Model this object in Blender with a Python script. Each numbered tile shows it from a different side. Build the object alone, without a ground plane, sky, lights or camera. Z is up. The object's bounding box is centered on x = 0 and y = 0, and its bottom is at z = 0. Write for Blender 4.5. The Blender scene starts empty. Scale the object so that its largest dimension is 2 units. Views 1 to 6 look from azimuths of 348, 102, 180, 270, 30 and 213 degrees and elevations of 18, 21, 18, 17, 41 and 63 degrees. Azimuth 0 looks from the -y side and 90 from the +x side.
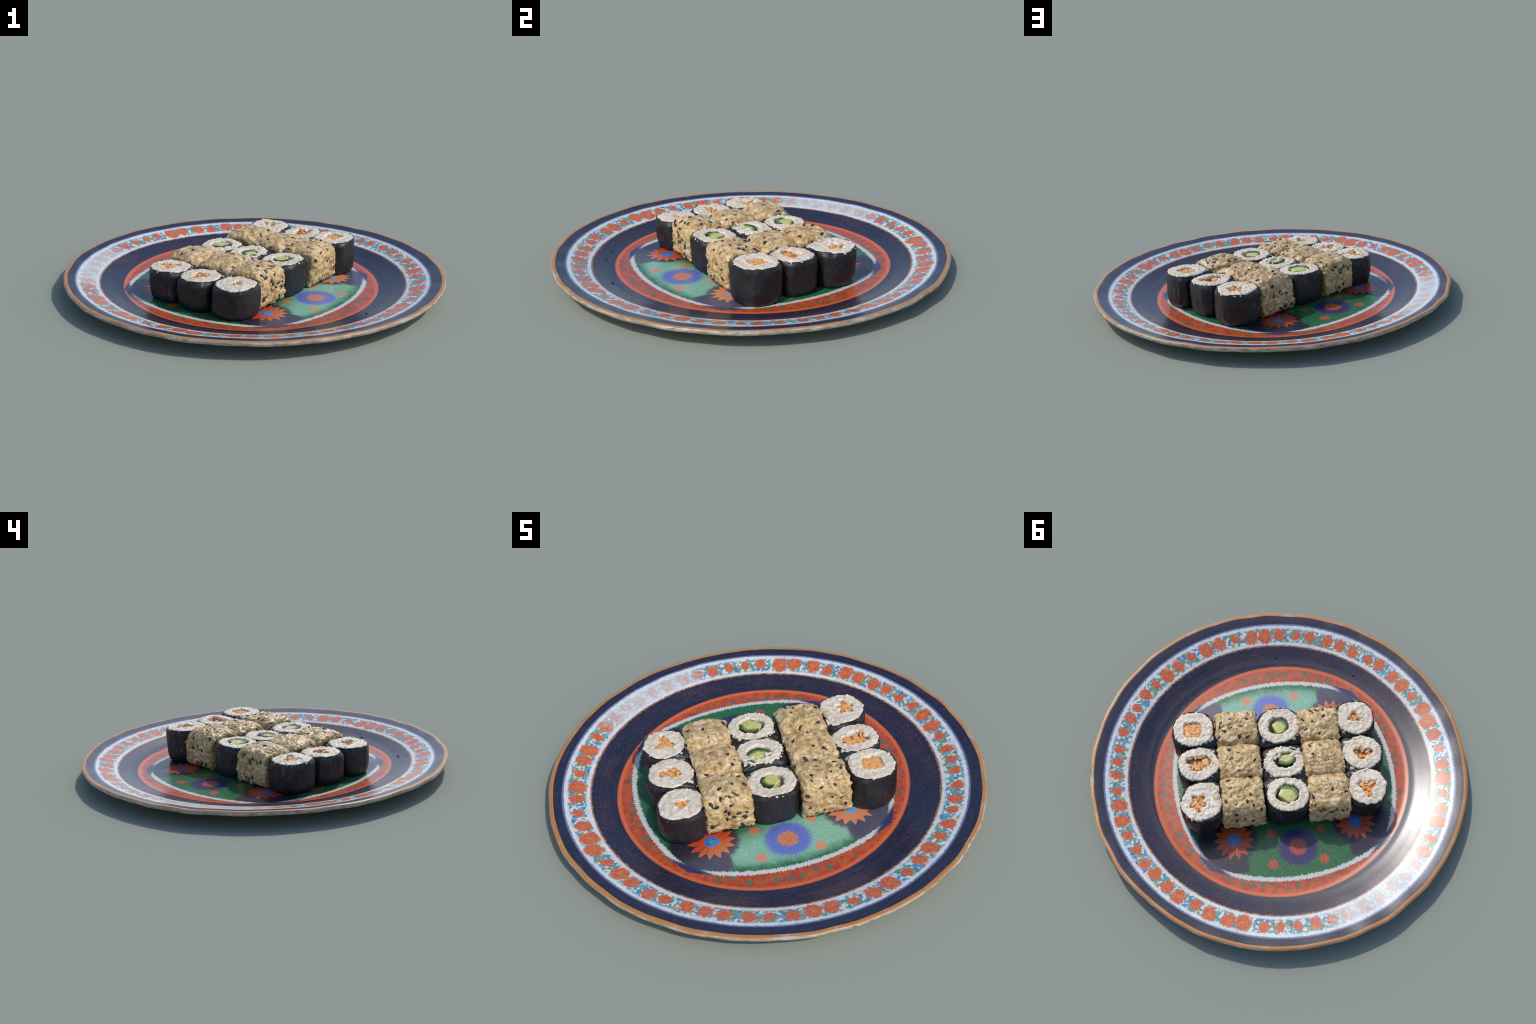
"""A painted porcelain plate carrying fifteen pieces of sushi in five rows of three:
carrot rolls in seaweed, rice-coated rolls with black sesame, cucumber rolls in seaweed."""
import bpy, bmesh, math, random
import numpy as np
from mathutils import Vector, Matrix, noise
from mathutils.bvhtree import BVHTree

TAU = 2 * math.pi
FLOOR = 0.0122                      # height of the plate's well
ROW_ANGLE = math.radians(-138.6)    # the rows of sushi run across the plate at this angle
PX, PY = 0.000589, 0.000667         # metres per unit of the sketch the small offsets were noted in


# ------------------------------------------------------------------ shader helper
class S:
    """A socket with arithmetic, so that masks read like formulas."""
    def __init__(self, g, sock):
        self.g, self.s = g, sock

    def _b(self, op, o=None, rev=False):
        a, b = (o, self) if rev else (self, o)
        return self.g.math(op, a, b)

    def __add__(self, o): return self._b('ADD', o)
    def __radd__(self, o): return self._b('ADD', o)
    def __sub__(self, o): return self._b('SUBTRACT', o)
    def __rsub__(self, o): return self._b('SUBTRACT', o, True)
    def __mul__(self, o): return self._b('MULTIPLY', o)
    def __rmul__(self, o): return self._b('MULTIPLY', o)
    def __truediv__(self, o): return self._b('DIVIDE', o)
    def __rtruediv__(self, o): return self._b('DIVIDE', o, True)


class Graph:
    def __init__(self, name):
        self.mat = bpy.data.materials.new(name)
        self.mat.use_nodes = True
        self.t = self.mat.node_tree
        self.bsdf = self.t.nodes['Principled BSDF']
        self.tc = self.t.nodes.new('ShaderNodeTexCoord')
        self.obj = S(self, self.tc.outputs['Object'])

    def link(self, v, sock):
        if isinstance(v, S):
            self.t.links.new(v.s, sock)
        elif v is not None:
            if sock.type == 'RGBA' and len(v) == 3:
                v = (*v, 1)
            sock.default_value = v

    def math(self, op, a, b=None, c=None):
        n = self.t.nodes.new('ShaderNodeMath'); n.operation = op
        for v, s in zip((a, b, c), n.inputs):
            self.link(v, s)
        return S(self, n.outputs[0])

    def abs(self, a): return self.math('ABSOLUTE', a)
    def max(self, a, b): return self.math('MAXIMUM', a, b)
    def min(self, a, b): return self.math('MINIMUM', a, b)

    def hyp(self, a, b): return self.math('SQRT', a * a + b * b)

    def xyz(self, v):
        n = self.t.nodes.new('ShaderNodeSeparateXYZ'); self.link(v, n.inputs[0])
        return [S(self, o) for o in n.outputs]

    def vec(self, x, y, z=0.0):
        n = self.t.nodes.new('ShaderNodeCombineXYZ')
        for v, s in zip((x, y, z), n.inputs):
            self.link(v, s)
        return S(self, n.outputs[0])

    def step(self, x, a, b):
        n = self.t.nodes.new('ShaderNodeMapRange'); n.interpolation_type = 'SMOOTHSTEP'
        lo, hi, fa, fb = (a, b, 0, 1) if a < b else (b, a, 1, 0)
        for v, k in ((x, 0), (lo, 1), (hi, 2), (fa, 3), (fb, 4)):
            self.link(v, n.inputs[k])
        return S(self, n.outputs[0])

    def noise(self, vec, scale, detail=2.0, rough=0.5):
        n = self.t.nodes.new('ShaderNodeTexNoise')
        self.link(vec, n.inputs['Vector'])
        n.inputs['Scale'].default_value = scale
        n.inputs['Detail'].default_value = detail
        n.inputs['Roughness'].default_value = rough
        return S(self, n.outputs['Fac'])

    def white(self, w):
        n = self.t.nodes.new('ShaderNodeTexWhiteNoise'); n.noise_dimensions = '1D'
        self.link(w, n.inputs['W'])
        return S(self, n.outputs['Value'])

    def voronoi(self, vec, scale, feature='F1', out='Distance'):
        n = self.t.nodes.new('ShaderNodeTexVoronoi'); n.feature = feature
        self.link(vec, n.inputs['Vector']); n.inputs['Scale'].default_value = scale
        return S(self, n.outputs[out])

    def mix(self, f, a, b):
        n = self.t.nodes.new('ShaderNodeMix'); n.data_type = 'RGBA'
        self.link(f, n.inputs[0]); self.link(a, n.inputs[6]); self.link(b, n.inputs[7])
        return S(self, n.outputs[2])

    def ramp(self, f, *stops):
        n = self.t.nodes.new('ShaderNodeValToRGB'); self.link(f, n.inputs[0])
        e = n.color_ramp.elements
        while len(e) < len(stops):
            e.new(0.5)
        for el, (p, c) in zip(e, stops):
            el.position = p; el.color = (*c, 1)
        return S(self, n.outputs[0])

    def shift(self, vec, amount):
        """Move a coordinate along all three axes by a scalar mask."""
        n = self.t.nodes.new('ShaderNodeVectorMath'); n.operation = 'ADD'
        self.link(vec, n.inputs[0]); self.link(self.vec(amount, amount * -0.8, amount * 0.6), n.inputs[1])
        return S(self, n.outputs[0])

    def scale(self, vec, sx, sy, sz):
        n = self.t.nodes.new('ShaderNodeMapping'); self.link(vec, n.inputs[0])
        n.inputs['Scale'].default_value = (sx, sy, sz)
        return S(self, n.outputs[0])

    def island(self):
        n = self.t.nodes.new('ShaderNodeNewGeometry')
        return S(self, n.outputs['Random Per Island'])

    def object_random(self):
        n = self.t.nodes.new('ShaderNodeObjectInfo')
        return S(self, n.outputs['Random'])

    def done(self, colour, rough=0.5, bump=None, strength=0.2, distance=0.002, **kw):
        self.link(colour, self.bsdf.inputs['Base Color'])
        self.link(rough, self.bsdf.inputs['Roughness'])
        for k, v in kw.items():
            self.link(v, self.bsdf.inputs[k.replace('_', ' ')])
        if bump is not None:
            n = self.t.nodes.new('ShaderNodeBump')
            n.inputs['Strength'].default_value = strength
            n.inputs['Distance'].default_value = distance
            self.link(bump, n.inputs['Height'])
            self.t.links.new(n.outputs[0], self.bsdf.inputs['Normal'])
        return self.mat


# ------------------------------------------------------------------ materials
def painted_glaze():
    g = Graph('painted_glaze')
    x, y, z = g.xyz(g.obj)
    rr = g.hyp(x, y)
    NAVY, WHITE = (0.026, 0.024, 0.085), (0.60, 0.60, 0.58)
    ORANGE, RUST = (0.50, 0.072, 0.016), (0.30, 0.030, 0.010)
    fine = g.noise(g.obj, 90, 3)
    mid = g.noise(g.obj, 24, 2)

    # ---- rim: navy ground, white floral band, gilded outline
    xb, yb = x + 0.007, y - 0.002
    r = g.hyp(xb, yb)
    th = g.math('ARCTAN2', yb, xb)
    rw = r + (fine - 0.5) * 0.012
    brush = g.noise(g.vec(r * 60, th * 3, 0.0), 1.6, 3)
    col = g.mix(g.step(brush, 0.35, 0.75), (0.012, 0.012, 0.030), (0.022, 0.022, 0.054))
    # faint rust scrolls on the navy wall
    scr = g.noise(g.vec(th * 22, r * 40, 1.0), 1.7, 4, 0.65)
    line = g.step(g.abs(scr - 0.5), 0.030, 0.0)
    zone = g.step(g.abs(r - 0.755), 0.045, 0.015) * g.step(g.noise(g.vec(xb * 2, yb * 2, 4.0), 1.5, 1), 0.42, 0.58)
    col = g.mix(line * zone * 0.55, col, (0.20, 0.055, 0.030))
    # band
    cells = 62 / TAU
    c = th * cells
    cid = g.math('FLOOR', c)
    f = c - cid - 0.5
    ra, rb, rc = g.white(cid), g.white(cid + 71.3), g.white(cid + 139.7)
    warp = g.noise(g.obj, 34, 4, 0.65) - 0.5
    bx = (f + (ra - 0.5) * 0.22) * (TAU * 0.868 / 62) + warp * 0.050
    by = r - 0.868 + (rb - 0.5) * 0.014 + (fine - 0.5) * 0.042
    size = 0.62 + rc * 0.50
    d = g.hyp(bx / 0.036, by / 0.041) / size
    inband = g.step(g.abs(r - 0.8675) + (fine - 0.5) * 0.012, 0.062, 0.056)
    band = g.mix(g.step(mid, 0.4, 0.7), (0.66, 0.66, 0.64), (0.56, 0.57, 0.56))
    leaf = g.voronoi(g.shift(g.obj, warp * 0.02), 80, 'F1', 'Color')
    lr, lg, lb = g.xyz(leaf)
    leafcol = g.ramp(lr, (0.0, (0.05, 0.24, 0.20)), (0.30, (0.14, 0.42, 0.40)), (0.5, (0.04, 0.13, 0.42)),
                     (0.68, (0.16, 0.36, 0.50)), (0.82, (0.09, 0.22, 0.08)), (0.95, (0.50, 0.30, 0.06)))
    leafmask = g.step(g.abs(r - 0.868) + (warp * 0.03), 0.044, 0.036) * g.step(lg + warp * 0.5, 0.28, 0.36)
    rim_glare = g.step(g.math('COSINE', th - math.radians(162)), 0.90, 0.985)  # band pattern bleached towards white where the -x rim catches a highlight
    keep = 1 - rim_glare * 0.72
    band = g.mix(leafmask * keep, band, leafcol)
    petal = g.ramp(g.noise(g.obj, 110, 3, 0.6), (0.30, (0.38, 0.04, 0.010)), (0.5, (0.60, 0.105, 0.018)), (0.72, (0.64, 0.19, 0.045)))
    band = g.mix(g.step(d, 1.16, 0.84) * keep * 0.95, band, petal)
    core = g.step(g.hyp(bx, by), 0.010, 0.006) * g.step(rc, 0.5, 0.6)
    band = g.mix(core * keep * 0.35, band, (0.55, 0.33, 0.05))
    col = g.mix(inband, col, band)
    # ragged gilt line inside the band, blue halo outside it
    gilt = g.step(g.abs(r - 0.806 + (g.noise(g.obj, 60, 3, 0.65) - 0.5) * 0.022), 0.0055, 0.002)
    col = g.mix(gilt * 0.85, col, (0.36, 0.15, 0.045))
    halo = g.step(g.abs(r - 0.931), 0.006, 0.002)
    col = g.mix(halo * 0.6, col, (0.20, 0.27, 0.50))
    edge = g.step(rr + (fine - 0.5) * 0.006, 0.981, 0.987)
    col = g.mix(edge, col, (0.42, 0.15, 0.035))

    # ---- orange ring
    xo, yo = x + 0.018, y - 0.003
    ro = g.hyp(xo * 1.03, yo * 0.99)
    to = g.math('ARCTAN2', yo, xo)
    ring = g.mix(g.step(g.noise(g.obj, 34, 4, 0.65), 0.38, 0.66), (0.52, 0.085, 0.020), (0.34, 0.040, 0.012))
    ring = g.mix(g.step(g.abs(ro - 0.682), 0.012, 0.004), ring, (0.60, 0.13, 0.035))
    c2 = to * (66 / TAU); id2 = g.math('FLOOR', c2)
    f2 = (c2 - id2 - 0.5 + (g.white(id2 + 9.1) - 0.5) * 0.3) * (TAU * 0.635 / 66)
    g2 = ro - 0.632 + (g.white(id2 + 33.0) - 0.5) * 0.030
    d2 = g.hyp(f2, g2) + (g.noise(g.obj, 75, 3, 0.6) - 0.5) * 0.034 + g.step(g.white(id2 + 5.5), 0.45, 0.75) * 0.008
    ring = g.mix(g.step(d2, 0.020, 0.012) * 0.85, ring, (0.050, 0.150, 0.085))
    scr2 = g.noise(g.obj, 46, 3, 0.6)
    tend = g.step(g.abs(scr2 - 0.5), 0.022, 0.0) * g.step(g.abs(ro - 0.630), 0.036, 0.028)
    ring = g.mix(tend * 0.7, ring, (0.12, 0.060, 0.030))
    col = g.mix(g.step(ro + (fine - 0.5) * 0.004, 0.6955, 0.6915), col, ring)

    # ---- medallion: four arcs meeting in points, flowers at points and sides
    xm, ym = x + 0.033, y - 0.0
    ax, ay = g.abs(xm), g.abs(ym)
    arc = g.hyp(ax + 0.228, ay + 0.228) - 0.909
    hair = (g.noise(g.vec(g.math('ARCTAN2', ay, ax) * 34, arc * 9, 0.0), 2.2, 3, 0.7) - 0.5)
    arcw = arc + hair * 0.034 + (fine - 0.5) * 0.012
    tip = g.step(g.max(ax, ay) + hair * 0.03, 0.612, 0.630)
    border = g.mix(tip, (0.56, 0.57, 0.54), (0.028, 0.028, 0.10))
    col = g.mix(g.step(arcw, 0.010, 0.004), col, border)
    # window glare painted into the colours: wash lightens the lobe towards +x -y
    side = xm * 0.87 - ym * 0.5 + (mid - 0.5) * 0.05
    pale = g.step(side, 0.21, 0.36)
    glare_tint = pale * g.step(arc + (g.noise(g.obj, 30, 3, 0.6) - 0.5) * 0.05, -0.012, -0.085)
    tex = g.noise(g.obj, 130, 2)
    green = g.mix(g.step(tex, 0.35, 0.7), (0.012, 0.105, 0.030), (0.028, 0.155, 0.052))
    mint = g.mix(g.step(tex, 0.3, 0.75), (0.17, 0.40, 0.27), (0.27, 0.50, 0.38))
    field = g.mix(glare_tint, green, mint)
    # dark feathered grounds behind the corner flowers
    cx_, cy_ = g.max(ax, ay) - 0.455, g.min(ax, ay)
    rad = g.hyp(cx_, cy_)
    ang = g.math('ARCTAN2', cy_, cx_)
    fea = g.noise(g.vec(ang * 16, rad * 5, 2.0), 3.2, 3, 0.7) - 0.5
    beyond = g.step(cx_, 0.03, 0.10) * 0.070
    dark = g.step(rad - beyond + fea * 0.095, 0.132, 0.112)
    field = g.mix(dark, field, g.mix(pale, (0.016, 0.014, 0.026), (0.075, 0.072, 0.105)))
    field = g.mix(g.step(cx_ + fea * 0.02, 0.155, 0.180), field, (0.030, 0.032, 0.12))
    # corner flowers: fourteen pointed petals round a blue heart
    pw = g.abs(g.math('SINE', ang * 7.0))
    reach = 0.076 + 0.032 * g.math('POWER', 1.001 - pw, 0.8) + (fine - 0.5) * 0.010
    om = g.step(rad - reach, 0.003, -0.002)
    stripe = g.noise(g.vec(ang * 14, rad * 6, 5.0), 2.5, 2)
    oc = g.mix(g.step(stripe, 0.35, 0.65), (0.55, 0.075, 0.012), (0.36, 0.038, 0.010))
    oc = g.mix(g.step(pw, 0.88, 0.99) * g.step(rad, 0.035, 0.06) * 0.6, oc, (0.10, 0.015, 0.012))
    oc = g.mix(pale * 0.85, oc, (0.64, 0.25, 0.12))
    field = g.mix(om, field, oc)
    hb = g.step(rad + (tex - 0.5) * 0.012, 0.036, 0.031)
    hc = g.mix(g.step(g.noise(g.obj, 170, 2), 0.42, 0.6), (0.018, 0.10, 0.36), (0.04, 0.20, 0.50))
    hc = g.mix(pale * 0.8, hc, (0.20, 0.40, 0.62))
    field = g.mix(hb, field, hc)
    field = g.mix(g.step(rad + (tex - 0.5) * 0.01, 0.011, 0.007), field, (0.12, 0.28, 0.16))
    # side flowers: many thin rays round an orange heart
    sx_, sy_ = ax - 0.292, ay - 0.292
    srad = g.hyp(sx_, sy_)
    sang = g.math('ARCTAN2', sy_, sx_)
    ray = g.noise(g.vec(sang * 13, srad * 4, 3.0), 3.0, 2, 0.6)
    ray2 = g.abs(g.math('SINE', sang * 18.0 + ray * 2.5))
    sm = g.step(srad + (ray - 0.5) * 0.050 + ray2 * 0.012, 0.124, 0.096)
    deep = g.mix(g.step(ray2, 0.2, 0.9), (0.032, 0.030, 0.145), (0.018, 0.017, 0.085))
    peri = g.mix(g.step(ray2, 0.2, 0.95), (0.16, 0.21, 0.54), (0.10, 0.14, 0.44))
    field = g.mix(sm, field, g.mix(pale, deep, peri))
    so = g.step(srad + (tex - 0.5) * 0.030, 0.049, 0.042)
    sc = g.mix(g.step(g.noise(g.obj, 140, 2, 0.6), 0.42, 0.62), (0.46, 0.085, 0.03), (0.20, 0.03, 0.03))
    sc = g.mix(pale * 0.85, sc, g.mix(g.step(tex, 0.35, 0.65), (0.62, 0.27, 0.15), (0.50, 0.16, 0.09)))
    field = g.mix(so, field, sc)
    # small orange blossoms
    for px, py, rr_ in ((0.440, 0.266, 0.027), (0.242, 0.446, 0.027), (0.137, 0.314, 0.024), (0.330, 0.138, 0.022)):
        dx, dy = ax - px, ay - py
        bl = g.hyp(dx, dy) + 0.004 * g.math('SINE', g.math('ARCTAN2', dy, dx) * 7.0) + (tex - 0.5) * 0.018
        bc = g.mix(g.step(tex, 0.35, 0.7), (0.52, 0.09, 0.03), (0.34, 0.045, 0.02))
        bc = g.mix(pale * 0.85, bc, (0.66, 0.28, 0.16))
        field = g.mix(g.step(bl, rr_ + 0.001, rr_ - 0.005), field, bc)
    col = g.mix(g.step(arcw, -0.012, -0.020), col, field)
    # fine glaze grain
    col = g.mix(g.step(fine, 0.45, 0.8) * 0.12, col, (0.25, 0.22, 0.22))
    return g.done(col, 0.30, bump=mid, strength=0.03, distance=0.004, Specular_IOR_Level=0.6)


def glaze_back():
    g = Graph('cream_glaze')
    n = g.noise(g.obj, 9, 4, 0.6)
    col = g.ramp(n, (0.3, (0.36, 0.30, 0.21)), (0.55, (0.52, 0.48, 0.40)), (0.75, (0.66, 0.63, 0.58)))
    return g.done(col, 0.35)


def gilt_edge():
    g = Graph('worn_gilt')
    n = g.noise(g.obj, 14, 4, 0.6)
    x, y, z = g.xyz(g.obj)
    gold = g.ramp(n, (0.35, (0.44, 0.17, 0.04)), (0.6, (0.46, 0.20, 0.06)), (0.8, (0.52, 0.32, 0.15)))
    clay = g.ramp(g.noise(g.scale(g.obj, 1, 1, 4), 22, 3, 0.6), (0.3, (0.20, 0.15, 0.085)), (0.5, (0.38, 0.33, 0.26)), (0.72, (0.58, 0.55, 0.50)))
    # the gilding covers the crest; below it the bare pale body shows
    col = g.mix(g.step(z + (n - 0.5) * 0.006, 0.0862, 0.0840), gold, clay)
    return g.done(col, 0.35)


def nori_mat():
    g = Graph('dried_seaweed')
    rnd = g.object_random()
    x, y, z = g.xyz(g.obj)
    p = g.vec(x + rnd * 7.0, y, z)
    weave = g.noise(g.scale(p, 1, 1, 0.6), 120, 4, 0.7)
    patch = g.noise(p, 14, 3, 0.6)
    col = g.ramp(weave, (0.30, (0.005, 0.005, 0.006)), (0.55, (0.012, 0.012, 0.0135)), (0.80, (0.034, 0.034, 0.036)))
    col = g.mix(g.step(patch, 0.56, 0.72) * 0.7, col, (0.018, 0.014, 0.013))
    # pale bloom in upright streaks
    bloom = g.noise(g.scale(p, 1.0, 1.0, 0.35), 26, 4, 0.7)
    gate = g.step(g.noise(p, 6, 1), 0.56, 0.66)
    col = g.mix(g.step(bloom, 0.54, 0.70) * gate * 0.55, col, (0.14, 0.14, 0.165))
    return g.done(col, 0.42, bump=weave + g.noise(p, 30, 2) * 1.5, strength=0.45, distance=0.004)


def rice_white():
    g = Graph('steamed_rice')
    n = g.noise(g.obj, 70, 3, 0.6)
    cell = g.voronoi(g.shift(g.obj, (g.noise(g.obj, 40, 2) - 0.5) * 0.014), 55, 'SMOOTH_F1')
    col = g.ramp(cell, (0.10, (0.74, 0.66, 0.535)), (0.45, (0.67, 0.58, 0.45)), (0.75, (0.54, 0.435, 0.315)))
    col = g.mix(g.step(n, 0.5, 0.8) * 0.5, col, (0.57, 0.46, 0.36))
    speck = g.step(g.noise(g.obj, 210, 1), 0.76, 0.80)
    col = g.mix(speck * 0.7, col, (0.14, 0.10, 0.08))
    return g.done(col, 0.5, bump=n, strength=0.25, distance=0.003, Subsurface_Weight=0.2, Subsurface_Scale=0.01)


def rice_seasoned():
    """Rice soaked unevenly in sauce: pale grains, brown between them."""
    g = Graph('seasoned_rice')
    rnd = g.object_random()
    x, y, z = g.xyz(g.obj)
    p = g.vec(x + rnd * 2.0, y, z)
    big = g.noise(p, 11, 3, 0.6)
    n = g.noise(p, 46, 4, 0.65)
    bent = g.shift(p, (g.noise(p, 22, 2) - 0.5) * 0.05)
    cell = g.voronoi(g.scale(bent, 1.0, 0.62, 0.8), 46, 'SMOOTH_F1')
    tint = g.noise(g.scale(bent, 1.0, 0.6, 0.8), 34, 2, 0.5)
    col = g.ramp(tint, (0.32, (0.46, 0.285, 0.105)), (0.45, (0.60, 0.415, 0.19)), (0.57, (0.67, 0.49, 0.25)), (0.68, (0.75, 0.60, 0.39)))
    col = g.mix(g.step(big, 0.42, 0.68) * 0.5, col, (0.46, 0.29, 0.115))
    col = g.mix(g.step(cell + (n - 0.5) * 0.40, 0.42, 0.70) * 0.75, col, (0.33, 0.19, 0.065))
    vein = g.step(g.abs(g.noise(bent, 26, 3, 0.6) - 0.5), 0.034, 0.0) * g.step(n, 0.38, 0.54)
    col = g.mix(vein * 0.8, col, (0.19, 0.105, 0.038))
    col = g.mix(g.step(n, 0.60, 0.78) * 0.5, col, (0.34, 0.20, 0.075))
    speck = g.step(g.noise(p, 150, 1), 0.76, 0.81)
    col = g.mix(speck * 0.6, col, (0.10, 0.06, 0.03))
    return g.done(col, 0.42, bump=n, strength=0.3, distance=0.004, Subsurface_Weight=0.15, Subsurface_Scale=0.01)


def simple(name, stops, scale, rough, stretch=(1, 1, 1), **kw):
    g = Graph(name)
    rnd = g.object_random()
    x, y, z = g.xyz(g.obj)
    n = g.noise(g.scale(g.vec(x + rnd * 3.0, y, z), *stretch), scale, 4, 0.6)
    return g.done(g.ramp(n, *stops), rough, bump=n, strength=0.3, distance=0.003, **kw)


MAT = dict(
    glaze=painted_glaze(), back=glaze_back(), gilt=gilt_edge(), nori=nori_mat(), rice=rice_white(), coat=rice_seasoned(),
    sauce=simple('sauce_soaked_rice', ((0.3, (0.22, 0.125, 0.045)), (0.5, (0.33, 0.205, 0.085)), (0.75, (0.46, 0.32, 0.16))), 26, 0.5),
    carrot=simple('pickled_carrot', ((0.3, (0.58, 0.22, 0.045)), (0.5, (0.78, 0.36, 0.10)), (0.72, (0.82, 0.52, 0.27))), 45, 0.35,
                  Subsurface_Weight=0.1, Subsurface_Scale=0.01),
    flesh=simple('cucumber_flesh', ((0.3, (0.38, 0.39, 0.09)), (0.5, (0.53, 0.51, 0.17)), (0.75, (0.63, 0.60, 0.27))), 30, 0.4,
                 Subsurface_Weight=0.1, Subsurface_Scale=0.01),
    skin=simple('cucumber_skin', ((0.3, (0.010, 0.030, 0.005)), (0.55, (0.026, 0.060, 0.010)), (0.8, (0.06, 0.11, 0.02))), 35, 0.5),
    rind=simple('cucumber_rind', ((0.3, (0.09, 0.16, 0.022)), (0.55, (0.16, 0.25, 0.04)), (0.8, (0.24, 0.32, 0.07))), 35, 0.45),
    seed=simple('black_sesame', ((0.3, (0.006, 0.006, 0.009)), (0.6, (0.016, 0.016, 0.022)), (0.8, (0.05, 0.05, 0.06))), 160, 0.35),
    brown=simple('toasted_sesame', ((0.3, (0.15, 0.075, 0.02)), (0.7, (0.28, 0.16, 0.06))), 120, 0.4),
    herb=simple('green_herb', ((0.3, (0.020, 0.050, 0.012)), (0.7, (0.06, 0.13, 0.03))), 90, 0.4, (1, 1, 4)),
    dark=simple('soaked_filling', ((0.3, (0.030, 0.018, 0.012)), (0.55, (0.09, 0.05, 0.03)), (0.75, (0.26, 0.17, 0.09))), 50, 0.4),
    pickle=simple('pale_pickle', ((0.3, (0.50, 0.38, 0.20)), (0.7, (0.62, 0.50, 0.31))), 40, 0.5),
)


# ------------------------------------------------------------------ mesh helpers
def add_mesh(name, verts, faces, mat, parent=None, smooth=True):
    me = bpy.data.meshes.new(name)
    me.from_pydata([tuple(v) for v in verts], [], [tuple(f) for f in faces])
    me.materials.append(mat)
    me.validate()
    bm = bmesh.new(); bm.from_mesh(me)
    bmesh.ops.recalc_face_normals(bm, faces=bm.faces)
    bm.to_mesh(me); bm.free()
    me.polygons.foreach_set('use_smooth', [smooth] * len(me.polygons))
    return add_object(name, me, parent)


def add_object(name, me, parent=None):
    o = bpy.data.objects.new(name, me)
    bpy.context.scene.collection.objects.link(o)
    if parent is not None:
        o.parent = parent
    return o


def empty(name, loc, rot, label, category):
    o = bpy.data.objects.new(name, None)
    o.empty_display_size = 0.05
    o.location = loc; o.rotation_euler = (0, 0, rot)
    bpy.context.scene.collection.objects.link(o)
    o['label'] = label; o['category'] = category
    return o


def loft(rings, close_start=True, close_end=True):
    """Join closed rings of equal length into a skin."""
    n = len(rings[0])
    v = [p for r in rings for p in r]
    f = []
    for k in range(len(rings) - 1):
        for i in range(n):
            j = (i + 1) % n
            f.append((k * n + i, k * n + j, (k + 1) * n + j, (k + 1) * n + i))
    if close_start:
        f.append(tuple(range(n - 1, -1, -1)))
    if close_end:
        f.append(tuple(range((len(rings) - 1) * n, len(rings) * n)))
    return v, f


def superellipse(t, a, b, p):
    c, s = math.cos(t), math.sin(t)
    return math.copysign(abs(c) ** (2 / p), c) * a, math.copysign(abs(s) ** (2 / p), s) * b


def nz(x, y, z, s, seed):
    return noise.noise(Vector((x * s + seed * 3.17, y * s - seed * 1.71, z * s + seed * 0.93)))


def grain_template(seg=10, rings=6):
    v = [(0, 0, -1)]
    for k in range(1, rings):
        ph = -math.pi / 2 + math.pi * k / rings
        for i in range(seg):
            v.append((math.cos(ph) * math.cos(TAU * i / seg), math.cos(ph) * math.sin(TAU * i / seg), math.sin(ph)))
    v.append((0, 0, 1))
    f = [(0, 1 + (i + 1) % seg, 1 + i) for i in range(seg)]
    for k in range(rings - 2):
        for i in range(seg):
            a, b = 1 + k * seg + i, 1 + k * seg + (i + 1) % seg
            f.append((a, b, b + seg, a + seg))
    top = len(v) - 1
    base = 1 + (rings - 2) * seg
    f += [(base + i, base + (i + 1) % seg, top) for i in range(seg)]
    return np.array(v, float), f


GV, GF = grain_template()


def grains(places, rng, length, width, depth=1.0):
    """Rice grains: slightly bent ellipsoids lying in the surface.  places = [(point, normal)]"""
    V, F = [], []
    for p, n in places:
        n = Vector(n).normalized()
        t = Vector((rng.gauss(0, 1), rng.gauss(0, 1), rng.gauss(0, 1)))
        t = (t - n * t.dot(n))
        if t.length < 1e-4:
            continue
        t = (t.normalized() + n * rng.uniform(-0.16, 0.16)).normalized()
        s = n.cross(t).normalized(); n2 = t.cross(s)
        L = length * rng.uniform(0.75, 1.25) / 2; W = width * rng.uniform(0.65, 1.3) / 2
        bend = rng.uniform(-0.25, 0.25) * L
        q = GV.copy()
        M = np.array([s * W, n2 * W * depth, t * L])
        w = q @ M + np.array(p)
        w += np.outer(q[:, 2] ** 2 * bend, np.array(s))
        k = len(V)
        V += w.tolist(); F += [tuple(i + k for i in f) for f in GF]
    return V, F


def fuse(name, parts, mat, parent, voxel, smooth):
    """Press the body and its grains into one softly lumpy mass."""
    V, F = [], []
    for v, f in parts:
        k = len(V)
        V += [tuple(q) for q in v]; F += [tuple(i + k for i in q) for q in f]
    tmp = add_mesh('tmp', V, F, mat)
    m = tmp.modifiers.new('fuse', 'REMESH'); m.mode = 'VOXEL'; m.voxel_size = voxel; m.use_smooth_shade = True
    m = tmp.modifiers.new('soften', 'SMOOTH'); m.factor = 0.5; m.iterations = smooth
    bpy.context.view_layer.update()
    dg = bpy.context.evaluated_depsgraph_get()
    me = bpy.data.meshes.new_from_object(tmp.evaluated_get(dg))
    me.name = name
    old = tmp.data
    bpy.data.objects.remove(tmp); bpy.data.meshes.remove(old)
    me.materials.clear(); me.materials.append(mat)
    me.polygons.foreach_set('use_smooth', [True] * len(me.polygons))
    o = add_object(name, me, parent); o['kind'] = 'stuff'
    return o


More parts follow.
